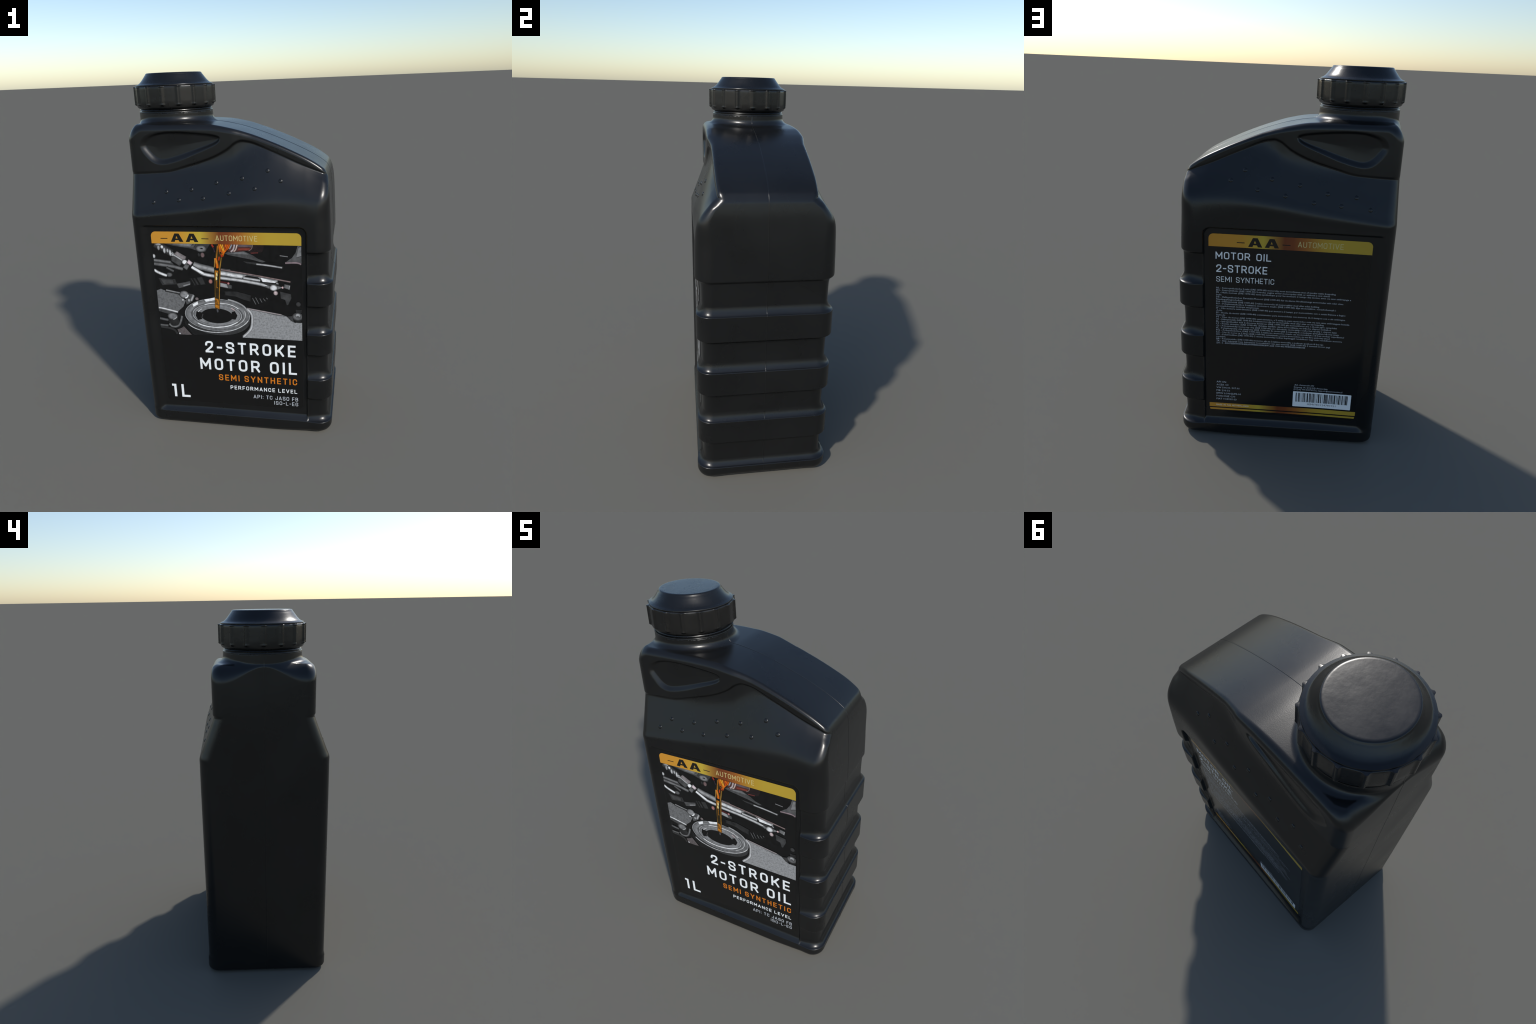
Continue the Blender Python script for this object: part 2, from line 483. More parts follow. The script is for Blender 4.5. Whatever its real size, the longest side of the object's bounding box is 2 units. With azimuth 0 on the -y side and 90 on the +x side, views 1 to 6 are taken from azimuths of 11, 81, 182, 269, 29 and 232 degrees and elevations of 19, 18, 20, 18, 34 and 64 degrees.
A = lambda x, z: math.atan2(z - 0.9, x + 0.15)
seam('mould_seam', A(0.55, 0.02), A(-0.13, 1.797), 900)
seam('mould_seam', A(-0.53, 1.797), A(-0.53, 0.02) + 2 * math.pi, 700)

# ------------------------------------------------------------------ grip dots on the shoulder
DOTS = [(-0.395, 1.3535), (-0.325, 1.406), (-0.254, 1.365), (-0.186, 1.4175), (-0.1215, 1.375), (-0.051, 1.452),
        (0.017, 1.4015), (0.085, 1.474), (0.152, 1.4245), (0.216, 1.5105), (0.2835, 1.461)]
dv, df = [], []
for i in range(9):
    a = math.pi / 2 * i / 8
    rr, hh = 0.0110 * math.cos(a) ** 0.8, 0.0040 * math.sin(a) ** 1.3
    if i == 0: hh = -0.002
    dv += [(rr * math.cos(2*math.pi*k/24), rr * math.sin(2*math.pi*k/24), hh) for k in range(24)]
for i in range(8):
    for k in range(24):
        df.append((i*24+k, i*24+(k+1) % 24, (i+1)*24+(k+1) % 24, (i+1)*24+k))
dot_mesh = bpy.data.meshes.new('grip_dot'); dot_mesh.from_pydata(dv, [], df); dot_mesh.update()
dot_mesh.polygons.foreach_set('use_smooth', [True] * len(dot_mesh.polygons))
dot_mesh.materials.append(body_mat)
for sgn in (-1, 1):
    for x, z in DOTS:
        h = float(half_depth(np.array([x]), np.array([z]))[0])
        p = np.array([[x, sgn * h, z]]); g = gradient(p)[0]
        o = link(bpy.data.objects.new('grip_dot', dot_mesh), bottle)
        o.matrix_world = Matrix.Translation(Vector(p[0])) @ Vector(g).to_track_quat('Z', 'Y').to_matrix().to_4x4()

# ------------------------------------------------------------------ label printing
LABEL_LIFT = 0.0014
PRINT_FIT = {-1: (0.9998, -0.0005), 1: (1.0016, 0.0005)}      # artwork stretched to the bent panel
def unscale(x, side):
    return (x - PRINT_FIT[side][1]) / PRINT_FIT[side][0]

def place(side, s, t, lift):
    """Label coordinates (s to the reader's right, t up) to the panel; side -1 front, +1 back."""
    x = s if side < 0 else -s
    scale, shift = PRINT_FIT[side]
    x, t = float(x * scale + shift), t * 1.0014 - 0.0027
    return (x, side * (float(panel_plane(x)) + lift), t)

def strips(pts, side):
    """Cut a printed shape along the knots where the label panel bends."""
    xs = sorted(unscale(k, side) * (1 if side < 0 else -1) for k in PANEL_KNOTS)
    lo, hi = min(p[0] for p in pts), max(p[0] for p in pts)
    if not any(lo < x < hi for x in xs):
        return [pts]
    edges = [-9] + [x for x in xs if lo < x < hi] + [9]
    return [q for q in (clip(pts, (a, -9), (b, 9)) for a, b in zip(edges, edges[1:])) if len(q) > 2]

class Printing:
    """A sheet of flat ink shapes, each laid a hair above the one before."""
    def __init__(self, side, lift):
        self.side, self.lift, self.v, self.f, self.mi, self.mats = side, lift, [], [], [], []
    def face(self, pts, mat):
        if mat not in self.mats:
            self.mats.append(mat)
        for piece in strips(pts, self.side):
            n = len(self.v)
            self.v += [place(self.side, s, t, self.lift) for s, t in piece]
            self.f.append(tuple(range(n, n + len(piece)))); self.mi.append(self.mats.index(mat))
    def up(self, k=1):
        self.lift += 0.000004 * k
    def finish(self, name, parent, kind=None):
        me = bpy.data.meshes.new(name); me.from_pydata(self.v, [], self.f)
        for m in self.mats:
            me.materials.append(m)
        me.polygons.foreach_set('material_index', self.mi); me.update()
        ob = link(bpy.data.objects.new(name, me), parent)
        if kind:
            ob['kind'] = kind
        return ob

def ccw(pts):
    a = sum(pts[i-1][0] * pts[i][1] - pts[i][0] * pts[i-1][1] for i in range(len(pts)))
    return pts if a > 0 else pts[::-1]

def clip(pts, lo, hi):
    for ax in (0, 1):
        for lim, sg in ((lo[ax], 1), (hi[ax], -1)):
            out = []
            for i in range(len(pts)):
                a, b = pts[i-1], pts[i]
                da, db = sg * (a[ax] - lim), sg * (b[ax] - lim)
                if (da < 0) != (db < 0):
                    t = da / (da - db); out.append((a[0] + t*(b[0]-a[0]), a[1] + t*(b[1]-a[1])))
                if db >= 0:
                    out.append(b)
            pts = out
            if len(pts) < 3:
                return []
    return pts

def offset_strip(pts, w):
    """Left and right edges of a ribbon of width w along a polyline, mitred."""
    L, R = [], []
    for i, p in enumerate(pts):
        d = []
        if i > 0: d.append((p[0]-pts[i-1][0], p[1]-pts[i-1][1]))
        if i < len(pts)-1: d.append((pts[i+1][0]-p[0], pts[i+1][1]-p[1]))
        d = [(a/math.hypot(a, b), b/math.hypot(a, b)) for a, b in d]
        n = [(-b, a) for a, b in d]
        m = (sum(a for a, _ in n), sum(b for _, b in n)); ml = math.hypot(*m) or 1
        m = (m[0]/ml, m[1]/ml)
        k = min(w/2 / max(m[0]*n[0][0] + m[1]*n[0][1], 0.35), w * 1.5)
        L.append((p[0]+m[0]*k, p[1]+m[1]*k)); R.append((p[0]-m[0]*k, p[1]-m[1]*k))
    return L, R

def bend(pts, n=6):
    """Open Catmull-Rom through points."""
    if len(pts) < 3:
        return pts
    p = [pts[0]] + list(pts) + [pts[-1]]; out = []
    for i in range(1, len(p) - 2):
        a, b, c, d = p[i-1], p[i], p[i+1], p[i+2]
        for k in range(n):
            t = k / n
            out.append(tuple(0.5 * (2*b[j] + (c[j]-a[j])*t + (2*a[j]-5*b[j]+4*c[j]-d[j])*t*t + (3*b[j]-a[j]-3*c[j]+d[j])*t**3) for j in (0, 1)))
    return out + [pts[-1]]

def rounded_box(x0, x1, z0, z1, r, top=True, bottom=True, n=7):
    pts = []
    for cx, cz, a0, on in ((x1-r, z1-r, 0, top), (x0+r, z1-r, 90, top), (x0+r, z0+r, 180, bottom), (x1-r, z0+r, 270, bottom)):
        if on:
            pts += [(cx + r*math.cos(math.radians(a0+90*k/n)), cz + r*math.sin(math.radians(a0+90*k/n))) for k in range(n+1)]
        else:
            pts.append((x1 if a0 in (0, 270) else x0, z1 if a0 in (0, 90) else z0))
    return pts

def make_label(name, side):
    m = print_base('label_film'); m.bsdf.inputs['Base Color'].default_value = (0.0062, 0.0062, 0.0062, 1)
    x0, x1 = (LABEL_LEFT, LABEL_RIGHT) if side < 0 else (-LABEL_RIGHT, -LABEL_LEFT)
    out = rounded_box(x0, x1, LABEL_BOTTOM, LABEL_TOP, 0.026, n=12)
    vs, fs = [], []
    for piece in strips(out, side):
        n = len(vs); vs += [place(side, s, t, LABEL_LIFT) for s, t in piece]; fs.append(tuple(range(n, n + len(piece))))
    rim, k = [], len(out)
    for i in range(k):                       # thin edge of the film, following the bent panel
        a, b = out[i], out[(i+1) % k]
        m_ = max(1, int(abs(b[0] - a[0]) / 0.02))
        rim += [(a[0] + (b[0]-a[0]) * j / m_, a[1] + (b[1]-a[1]) * j / m_) for j in range(m_)]
    n, k = len(vs), len(rim)
    vs += [place(side, s, t, LABEL_LIFT) for s, t in rim] + [place(side, s, t, -0.003) for s, t in rim]
    fs += [(n+i, n+k+i, n+k+(i+1) % k, n+(i+1) % k) for i in range(k)]
    me = bpy.data.meshes.new(name); me.from_pydata(vs, [], fs); me.update(); me.materials.append(m.mat)
    return link(bpy.data.objects.new(name, me), bottle), x0, x1

# ---- squared stroke alphabet: strokes on a unit cell, r = rounded corners
O_ = [(0.5, 1), (1, 1), (1, 0), (0, 0), (0, 1), (0.5, 1)]
GLYPHS = {
    'A': (0.86, [[(0, 0), (0.5, 1)], [(1, 0), (0.5, 1)], [(0.22, 0.27), (0.78, 0.27)]]),
    'B': (0.76, [[(0, 0), (0, 1)], [(0, 1), (0.94, 1), (0.94, 0.52), (0, 0.52)], [(0, 0.52), (1, 0.52), (1, 0), (0, 0)]]),
    'C': (0.76, [[(1, 0.72), (1, 1), (0, 1), (0, 0), (1, 0), (1, 0.28)]]),
    'D': (0.76, [[(0, 0), (0, 1)], [(0, 1), (1, 1), (1, 0), (0, 0)]]),
    'E': (0.68, [[(0, 0), (0, 1)], [(0, 1), (1, 1)], [(0, 0.5), (0.9, 0.5)], [(0, 0), (1, 0)]]),
    'F': (0.68, [[(0, 0), (0, 1)], [(0, 1), (1, 1)], [(0, 0.48), (0.9, 0.48)]]),
    'G': (0.76, [[(1, 0.74), (1, 1), (0, 1), (0, 0), (1, 0), (1, 0.48), (0.55, 0.48)]]),
    'H': (0.78, [[(0, 0), (0, 1)], [(1, 0), (1, 1)], [(0, 0.5), (1, 0.5)]]),
    'I': (0.20, [[(0.5, 0), (0.5, 1)]]),
    'J': (0.72, [[(1, 1), (1, 0), (0, 0), (0, 0.28)]]),
    'K': (0.80, [[(0, 0), (0, 1)], [(1, 1), (0.30, 0.42)], [(0.42, 0.54), (1, 0)], [(0, 0.47), (0.38, 0.47)]]),
    'L': (0.70, [[(0, 1), (0, 0)], [(0, 0), (1, 0)]]),
    'M': (0.98, [[(0, 0), (0, 1)], [(1, 0), (1, 1)], [(0, 1), (0.5, 0.30)], [(1, 1), (0.5, 0.30)]]),
    'N': (0.82, [[(0, 0), (0, 1)], [(1, 0), (1, 1)], [(0, 1), (1, 0)]]),
    'O': (0.78, [O_]),
    'P': (0.76, [[(0, 0), (0, 1)], [(0, 1), (1, 1), (1, 0.42), (0, 0.42)]]),
    'R': (0.79, [[(0, 0), (0, 1)], [(0, 1), (0.97, 1), (0.97, 0.44), (0, 0.44)], [(0.55, 0.44), (1, 0)]]),
    'S': (0.78, [[(1, 0.74), (1, 1), (0, 1), (0, 0.56), (1, 0.44), (1, 0), (0, 0), (0, 0.26)]]),
    'T': (0.74, [[(0, 1), (1, 1)], [(0.5, 0), (0.5, 1)]]),
    'U': (0.78, [[(0, 1), (0, 0), (1, 0), (1, 1)]]),
    'V': (0.84, [[(0, 1), (0.5, 0)], [(1, 1), (0.5, 0)]]),
    'W': (1.10, [[(0, 1), (0.25, 0)], [(0.5, 1), (0.25, 0)], [(0.5, 1), (0.75, 0)], [(1, 1), (0.75, 0)]]),
    'X': (0.80, [[(0, 0), (1, 1)], [(0, 1), (1, 0)]]),
    'Y': (0.84, [[(0, 1), (0.5, 0.42)], [(1, 1), (0.5, 0.42)], [(0.5, 0), (0.5, 0.45)]]),
    'Z': (0.74, [[(0, 1), (1, 1)], [(1, 1), (0, 0)], [(0, 0), (1, 0)]]),
    '0': (0.74, [O_]),
    '1': (0.42, [[(0, 1), (0.75, 1)], [(0.75, 1), (0.75, 0)]]),
    '2': (0.74, [[(0, 0.72), (0, 1), (1, 1), (1, 0.60), (0, 0.06)], [(0, 0), (1, 0)]]),
    '3': (0.74, [[(0, 1), (1, 1), (1, 0.52), (0.3, 0.52)], [(1, 0.52), (1, 0), (0, 0)]]),
    '4': (0.78, [[(0.7, 0), (0.7, 1)], [(0.7, 1), (0, 0.25)], [(0, 0.22), (1, 0.22)]]),
    '5': (0.74, [[(1, 1), (0, 1)], [(0, 1), (0, 0.55)], [(0, 0.55), (1, 0.55), (1, 0), (0, 0)]]),
    '6': (0.74, [[(1, 1), (0, 1), (0, 0), (1, 0), (1, 0.55), (0, 0.55)]]),
    '7': (0.72, [[(0, 1), (1, 1)], [(1, 1), (0.4, 0)]]),
    '8': (0.76, [O_, [(0, 0.52), (1, 0.52)]]),
    '9': (0.74, [[(0, 0), (1, 0), (1, 1), (0, 1), (0, 0.45), (1, 0.45)]]),
    '-': (0.48, [[(0, 0.48), (1, 0.48)]]),
    ':': (0.18, [[(0.5, 0.12), (0.5, 0.14)], [(0.5, 0.66), (0.5, 0.68)]]),
    '.': (0.18, [[(0.5, 0), (0.5, 0.01)]]),
    ',': (0.18, [[(0.5, -0.08), (0.5, 0.02)]]),
}

def fillet(pts, r, n=5):
    if len(pts) < 3:
        return pts
    out = [pts[0]]
    for i in range(1, len(pts) - 1):
        a, b, c = pts[i-1], pts[i], pts[i+1]
        la, lc = math.dist(a, b), math.dist(b, c)
        k = min(r, la * 0.5 if i > 1 else la * 0.98, lc * 0.5 if i < len(pts) - 2 else lc * 0.98)
        p = (b[0] + (a[0]-b[0])*k/la, b[1] + (a[1]-b[1])*k/la); q = (b[0] + (c[0]-b[0])*k/lc, b[1] + (c[1]-b[1])*k/lc)
        for j in range(n + 1):
            t = j / n
            out.append(((1-t)**2*p[0] + 2*t*(1-t)*b[0] + t*t*q[0], (1-t)**2*p[1] + 2*t*(1-t)*b[1] + t*t*q[1]))
    out.append(pts[-1])
    return [p for i, p in enumerate(out) if i == 0 or math.dist(p, out[i-1]) > 1e-6]

def stroke_text(sheet, text, s0, s1, t0, t1, mat, weight=0.19, gap=0.30, space=0.88):
    """Set a line of stroke letters to fill s0..s1 between baseline t0 and cap height t1."""
    h = t1 - t0
    total = sum((space if c == ' ' else GLYPHS[c][0]) for c in text) + gap * sum(1 for a, b in zip(text, text[1:]) if a != ' ' and b != ' ')
    k = (s1 - s0) / (total * h)
    s = s0; sw = weight * h
    for i, c in enumerate(text):
        if c == ' ':
            s += space * h * k; continue
        w, strokes = GLYPHS[c]
        W = w * h * k
        lo, hi = (s, t0 - (0.12 * h if c == ',' else 0)), (s + W, t1)
        for q in strokes:
            pts = [(s + sw/2 + u * (W - sw), t0 + sw/2 + v * (h - sw)) for u, v in q]
            closed = q[0] == q[-1]
            pts = fillet(pts, 0.24 * h)
            if not closed:
                for end, nxt in ((0, 1), (-1, -2)):
                    L = math.dist(pts[end], pts[nxt])
                    pts[end] = tuple(pts[end][j] + (pts[end][j]-pts[nxt][j]) / L * sw/2 for j in (0, 1))
            L, R = offset_strip(pts, sw)
            for j in range(len(pts) - 1):
                quad = clip(ccw([L[j], R[j], R[j+1], L[j+1]]), lo, hi)
                if quad:
                    sheet.face(quad, mat)
            sheet.up()
        s += W + (gap * h * k if i + 1 < len(text) and text[i+1] != ' ' else 0)

def wide_logo(sheet, s0, s1, t0, t1, mat):
    """Dash, two broad capital As and a dash."""
    w = s1 - s0; h = t1 - t0
    for a, b in ((0.0, 0.146), (0.852, 1.0)):
        sheet.face([(s0+a*w, t0+0.36*h), (s0+b*w, t0+0.36*h), (s0+b*w, t0+0.455*h), (s0+a*w, t0+0.455*h)], mat)
    for a in (0.212, 0.523):
        l, r = s0 + a*w, s0 + (a+0.264)*w
        m, top, foot = (l+r)/2, 0.045*w, 0.082*w
        sheet.face([(l, t0), (l+foot, t0), (m-0.002, t1-0.30*h), (m-0.002, t1), (m-top, t1)], mat)
        sheet.face([(r-foot, t0), (r, t0), (m+top, t1), (m-0.002, t1), (m-0.002, t1-0.30*h)], mat)
        sheet.up()
        sheet.face([(l+0.24*(r-l), t0+0.21*h), (l+0.76*(r-l), t0+0.21*h), (l+0.70*(r-l), t0+0.40*h), (l+0.30*(r-l), t0+0.40*h)], mat)
    sheet.up()

def small_print(name, side, parent, lines, mat, lift=0.00012):
    """Lines of built-in type: (text, left, right, baseline, size)."""
    vs, fs = [], []
    dg = bpy.context.evaluated_depsgraph_get()
    for text, s0, s1, base, size in lines:
        cu = bpy.data.curves.new('small_print', 'FONT'); cu.body = text; cu.size = 1; cu.resolution_u = 1
        ob = bpy.data.objects.new('small_print', cu); scene.collection.objects.link(ob)
        dg.update(); me = bpy.data.meshes.new_from_object(ob.evaluated_get(dg))
        co = np.empty(len(me.vertices) * 3); me.vertices.foreach_get('co', co); co = co.reshape(-1, 3)
        k = (s1 - s0) / (co[:, 0].max() - co[:, 0].min())
        n = len(vs); x0 = co[:, 0].min()
        vs += [place(side, s0 + (p[0]-x0)*k, base + p[1]*size, LABEL_LIFT + lift) for p in co]
        fs += [tuple(n + i for i in p.vertices) for p in me.polygons]
        bpy.data.objects.remove(ob); bpy.data.curves.remove(cu); bpy.data.meshes.remove(me)
    me = bpy.data.meshes.new(name); me.from_pydata(vs, [], fs); me.update(); me.materials.append(mat)
    ob = link(bpy.data.objects.new(name, me), parent); ob['kind'] = 'stuff'
    return ob

WHITE, DIM, BLACK, ORANGE = ink((230, 233, 241)), ink((186, 190, 196)), ink((26, 25, 22)), ink((208, 118, 28))
CREAM = ink((192, 178, 118))

def header(side, parent, x0, x1, logo, word):
    b = Printing(side, LABEL_LIFT + 0.0001)
    b.face(rounded_box(x0, x1, 1.1300, LABEL_TOP + 0.0002, 0.026, bottom=False, n=12), gold_band('gold_gradient_print', side > 0))
    b.finish('header_band', parent)
    t = Printing(side, LABEL_LIFT + 0.0003)
    wide_logo(t, *logo, BLACK); t.finish('logo_lettering', parent)
    t = Printing(side, LABEL_LIFT + 0.0003)
    stroke_text(t, 'AUTOMOTIVE', *word, CREAM, weight=0.11, gap=0.24); t.finish('header_lettering', parent)

# ------------------------------------------------------------------ front label
front, fx0, fx1 = make_label('front_label', -1)
header(-1, front, fx0, fx1, (-0.3713, -0.1047, 1.1400, 1.1868), (-0.0670, 0.1580, 1.1495, 1.1792))
for name, text, s0, s1, t0, t1, mat, wt, gap in [
        ('title_lettering', '2-STROKE', -0.1690, 0.3500, 0.4780, 0.5515, WHITE, 0.165, 0.34),
        ('title_lettering', 'MOTOR OIL', -0.2065, 0.3555, 0.3672, 0.4415, WHITE, 0.165, 0.34),
        ('subtitle_lettering', 'SEMI SYNTHETIC', -0.1003, 0.3557, 0.3000, 0.3392, ORANGE, 0.155, 0.36),
        ('small_lettering', 'PERFORMANCE LEVEL', -0.0342, 0.3556, 0.2445, 0.2694, WHITE, 0.155, 0.34),
        ('small_lettering', 'API: TC JASO FB', 0.1005, 0.3602, 0.1938, 0.2182, DIM, 0.12, 0.32),
        ('small_lettering', 'ISO-L-EG', 0.2205, 0.3600, 0.1615, 0.1850, DIM, 0.12, 0.32),
        ('volume_lettering', '1L', -0.3920, -0.2832, 0.1695, 0.2562, WHITE, 0.165, 0.36)]:
    sheet = Printing(-1, LABEL_LIFT + 0.00012)
    stroke_text(sheet, text, s0, s1, t0, t1, mat, wt, gap)
    sheet.finish(name, front)

class Photo(Printing):
    """Printed engine picture drawn with flat inks; units are thousandths of the label width, y down."""
    UNIT, X0, Z0 = 0.812 / 1000, -0.4238, 1.1306
    LO, HI = (fx0, 0.5862), (fx1, 1.1306)
    def pt(self, p):
        return (self.X0 + p[0] * self.UNIT, self.Z0 - p[1] * self.UNIT)
    def ink_shape(self, pts, c, grain=False):
        q = clip(ccw([self.pt(p) for p in pts]), self.LO, self.HI)
        if q:
            self.face(q, ink(c, grain, True))
        self.up()
    def blend(self, a, b, t):
        a = a if isinstance(a, tuple) else (a,) * 3; b = b if isinstance(b, tuple) else (b,) * 3
        return tuple(max(12, min(250, round((u + (v - u) * t) / 3) * 3)) for u, v in zip(a, b))
    def patch(self, pts, c, grain=False):
        bright = max(c) if isinstance(c, tuple) else c
        if grain or bright < 40:
            self.ink_shape(pts, c, grain); return
        m = (sum(p[0] for p in pts) / len(pts), sum(p[1] for p in pts) / len(pts))
        size = max(math.dist(p, m) for p in pts)
        for grow, t in ((6, 0.15), (4, 0.34), (2, 0.55), (0, 0.75), (-2, 0.9), (-4, 1.0), (-size * 0.35, 1.06)):
            k = max(1 + grow / size, 0.3)
            col = c if t == 1 else self.blend(20, c, t)
            self.ink_shape([(m[0] + (p[0]-m[0]) * k, m[1] + (p[1]-m[1]) * k) for p in pts], col)
    def disc(self, centre, a, b, c, grain=False, soft=False):
        steps = [(1.25, 0.25), (1.12, 0.5), (0.98, 0.75), (0.82, 0.92), (0.6, 1.0)] if soft else [(1, 1)]
        for k, t in steps:
            col = c if t == 1 else self.blend(20, c, t)
            self.ink_shape([(centre[0] + a*k*math.cos(math.tau*i/40), centre[1] + b*k*math.sin(math.tau*i/40)) for i in range(40)], col, grain)
    def tube(self, pts, w, c, core=None):
        p = bend(pts)
        if core is None:
            core, c = c, self.blend(20, c, 0.55)
            steps = [(1 + 6 / max(w, 6), -0.6), (1 + 3 / max(w, 6), 0), (1, 0.6), (0.8, 1)]
        else:
            steps = [(1 + 8 / max(w, 8), -0.8), (1 + 4 / max(w, 8), -0.4), (1, 0), (0.84, 0.22), (0.68, 0.48), (0.52, 0.72), (0.36, 0.9), (0.2, 1)]
        for k, t in steps:
            L, R = offset_strip(p, w * k)
            col = c if t == 0 else self.blend(c, core, t)
            for j in range(len(p) - 1):
                q = clip(ccw([self.pt(v) for v in (L[j], R[j], R[j+1], L[j+1])]), self.LO, self.HI)
                if q:
                    self.face(q, ink(col, False, True))
            self.up()

photo = Photo(-1, LABEL_LIFT + 0.0001)
photo.patch([(-5, -5), (1005, -5), (1005, 680), (-5, 680)], 17)
# bracket and hose in the far left corner
photo.patch([(95, 2), (320, -3), (400, -2), (362, 54), (316, 50), (265, 33), (152, 17)], 58)
photo.patch([(114, 2), (304, -1), (286, 27), (189, 20)], 82)
photo.patch([(137, 2), (286, 0), (266, 19), (195, 13)], 108)
photo.disc((337, 33), 31, 20, 122, soft=True)
photo.patch([(325, 35), (341, 27), (352, 32), (348, 37)], 20)
photo.disc((344, 77), 12, 15, (130, 105, 105), soft=True)
photo.disc((319, 77), 7, 12, 50)
photo.tube([(19, 3), (66, 26), (101, 47), (134, 68)], 51, 36, 66)
photo.disc((43, 8), 19, 7, 150, soft=True)
photo.disc((44, 30), 8, 16, 150, soft=True)
photo.disc((68, 25), 9, 11, 215, soft=True)
photo.disc((83, 49), 8, 18, 180, soft=True)
photo.disc((105, 50), 7, 13, 170, soft=True)
photo.disc((122, 65), 7, 21, 190, soft=True)
# grey pipes at the left edge
photo.patch([(2, 112), (120, 125), (140, 149), (202, 175), (201, 185), (138, 171), (1, 153)], 62)
photo.tube([(3, 119), (118, 132)], 15, 80, 118)
photo.tube([(2, 145), (122, 160), (199, 180)], 20, 70, 115)
photo.tube([(86, 170), (135, 196)], 15, 50, 90)
photo.disc((100, 222), 20, 13, 90, soft=True)
photo.tube([(-3, 189), (28, 208), (65, 223), (83, 229)], 21, 100, 240)
photo.disc((6, 90), 9, 13, 190, soft=True)
photo.patch([(24, 249), (138, 254), (148, 290), (46, 299)], 48)
photo.patch([(36, 257), (124, 260), (127, 285), (60, 293)], 64)
photo.patch([(149, 287), (240, 267), (246, 286), (190, 311), (162, 317)], 75)
photo.tube([(193, 302), (241, 286)], 9, 130)
photo.patch([(244, 247), (328, 234), (348, 285), (270, 294)], 46)
photo.tube([(244, 247), (267, 294)], 6, 20)
photo.tube([(262, 244), (287, 296)], 6, 20)
photo.tube([(285, 238), (311, 290)], 6, 20)
photo.disc((387, 263), 12, 14, (160, 108, 102), soft=True)
# hexagonal hose fitting
photo.disc((138, 77), 10, 15, 160)
photo.patch([(152, 70), (170, 56), (228, 90), (224, 103), (201, 120), (143, 81)], (124, 117, 117))
photo.patch([(127, 100), (140, 87), (198, 123), (188, 148), (177, 156), (129, 122)], 70)
photo.tube([(134, 85), (144, 80), (202, 117)], 9, 165)
# dark bottle and the bars behind it
photo.patch([(499, 62), (526, 48), (625, 43), (707, 83), (764, 110), (744, 119), (681, 102), (517, 72)], 70)
photo.patch([(512, 59), (620, 46), (660, 66), (573, 65)], 100)
photo.patch([(617, 114), (718, 122), (878, 141), (878, 152), (868, 161), (718, 138), (642, 127)], 48)
photo.tube([(705, 131), (781, 138), (873, 151)], 14, 70, 165)
photo.patch([(976, -1), (1003, -1), (1002, 117), (894, 115), (939, 82), (964, 43)], 80)
photo.patch([(981, 12), (998, 6), (999, 68), (966, 79)], 118)
photo.tube([(894, 118), (968, 115), (997, 125)], 9, (130, 115, 118))
photo.patch([(631, 43), (760, -4), (976, -8), (966, 38), (939, 82), (894, 112), (844, 118), (764, 110), (719, 96), (695, 78), (658, 55)], 17)
photo.tube([(860, 69), (912, 75)], 4, 130)
# orange bottle neck
photo.patch([(539, -2), (688, -5), (677, 26), (661, 38), (543, 53), (518, 48)], (78, 44, 40))
photo.patch([(587, -3), (683, -2), (677, 16), (589, 15)], (85, 75, 78))
photo.tube([(588, 32), (664, 28)], 14, (96, 46, 38), (128, 58, 44))
photo.tube([(546, 0), (529, 31)], 11, (140, 142, 148))
photo.tube([(565, 0), (555, 34), (538, 50)], 10, (175, 160, 158))
photo.tube([(583, 0), (570, 36), (557, 47)], 7, (195, 170, 160))
photo.patch([(685, -5), (763, -7), (746, 48), (670, 55), (646, 45), (669, 34)], (34, 26, 26))
photo.tube([(685, -4), (677, 26), (658, 40)], 3, (130, 110, 105))
photo.tube([(670, 56), (718, 53)], 4, (120, 55, 50))
# silver fuel pipes across the middle
photo.patch([(454, 257), (513, 266), (516, 277), (453, 269)], (72, 26, 28))
photo.patch([(453, 271), (500, 277), (531, 287), (529, 309), (495, 308), (451, 298)], 70)
photo.patch([(453, 271), (497, 278), (506, 306), (451, 297)], 142)
photo.disc((509, 273), 7, 7, (190, 130, 130))
photo.tube([(276, 145), (326, 160), (437, 184), (526, 194)], 40, 80, 150)
photo.tube([(457, 202), (609, 223)], 33, 120, 170)
photo.tube([(457, 201), (608, 222)], 16, 190, 222)
photo.tube([(263, 162), (305, 188), (343, 211), (427, 225), (523, 238)], 23, 110, 215)
photo.tube([(263, 162), (305, 188), (341, 208)], 16, 235)
photo.tube([(455, 235), (611, 251), (751, 276), (786, 290)], 21, 105, 195)
photo.tube([(610, 216), (841, 246)], 18, 120, 150)
photo.tube([(459, 175), (639, 201), (778, 223), (926, 248)], 7, (128, 110, 108))
photo.patch([(625, 216), (638, 211), (712, 222), (734, 239), (741, 258), (726, 257), (722, 237), (622, 223)], 18)
photo.tube([(614, 230), (726, 245)], 15, 110, 190)
photo.patch([(729, 224), (836, 250), (823, 258), (742, 253)], 228)
photo.disc((839, 265), 8, 8, 150)
photo.patch([(739, 259), (835, 265), (855, 275), (776, 278)], 50)
photo.patch([(758, 284), (822, 276), (875, 288), (850, 300), (814, 312)], 112)
photo.disc((814, 293), 23, 18, 218, soft=True)
photo.disc((874, 289), 7, 7, (200, 170, 170))
photo.patch([(888, 266), (923, 273), (918, 302), (883, 290)], 100)
photo.tube([(919, 275), (915, 300)], 7, 150)
photo.disc((827, 330), 13, 14, (205, 185, 185), soft=True)
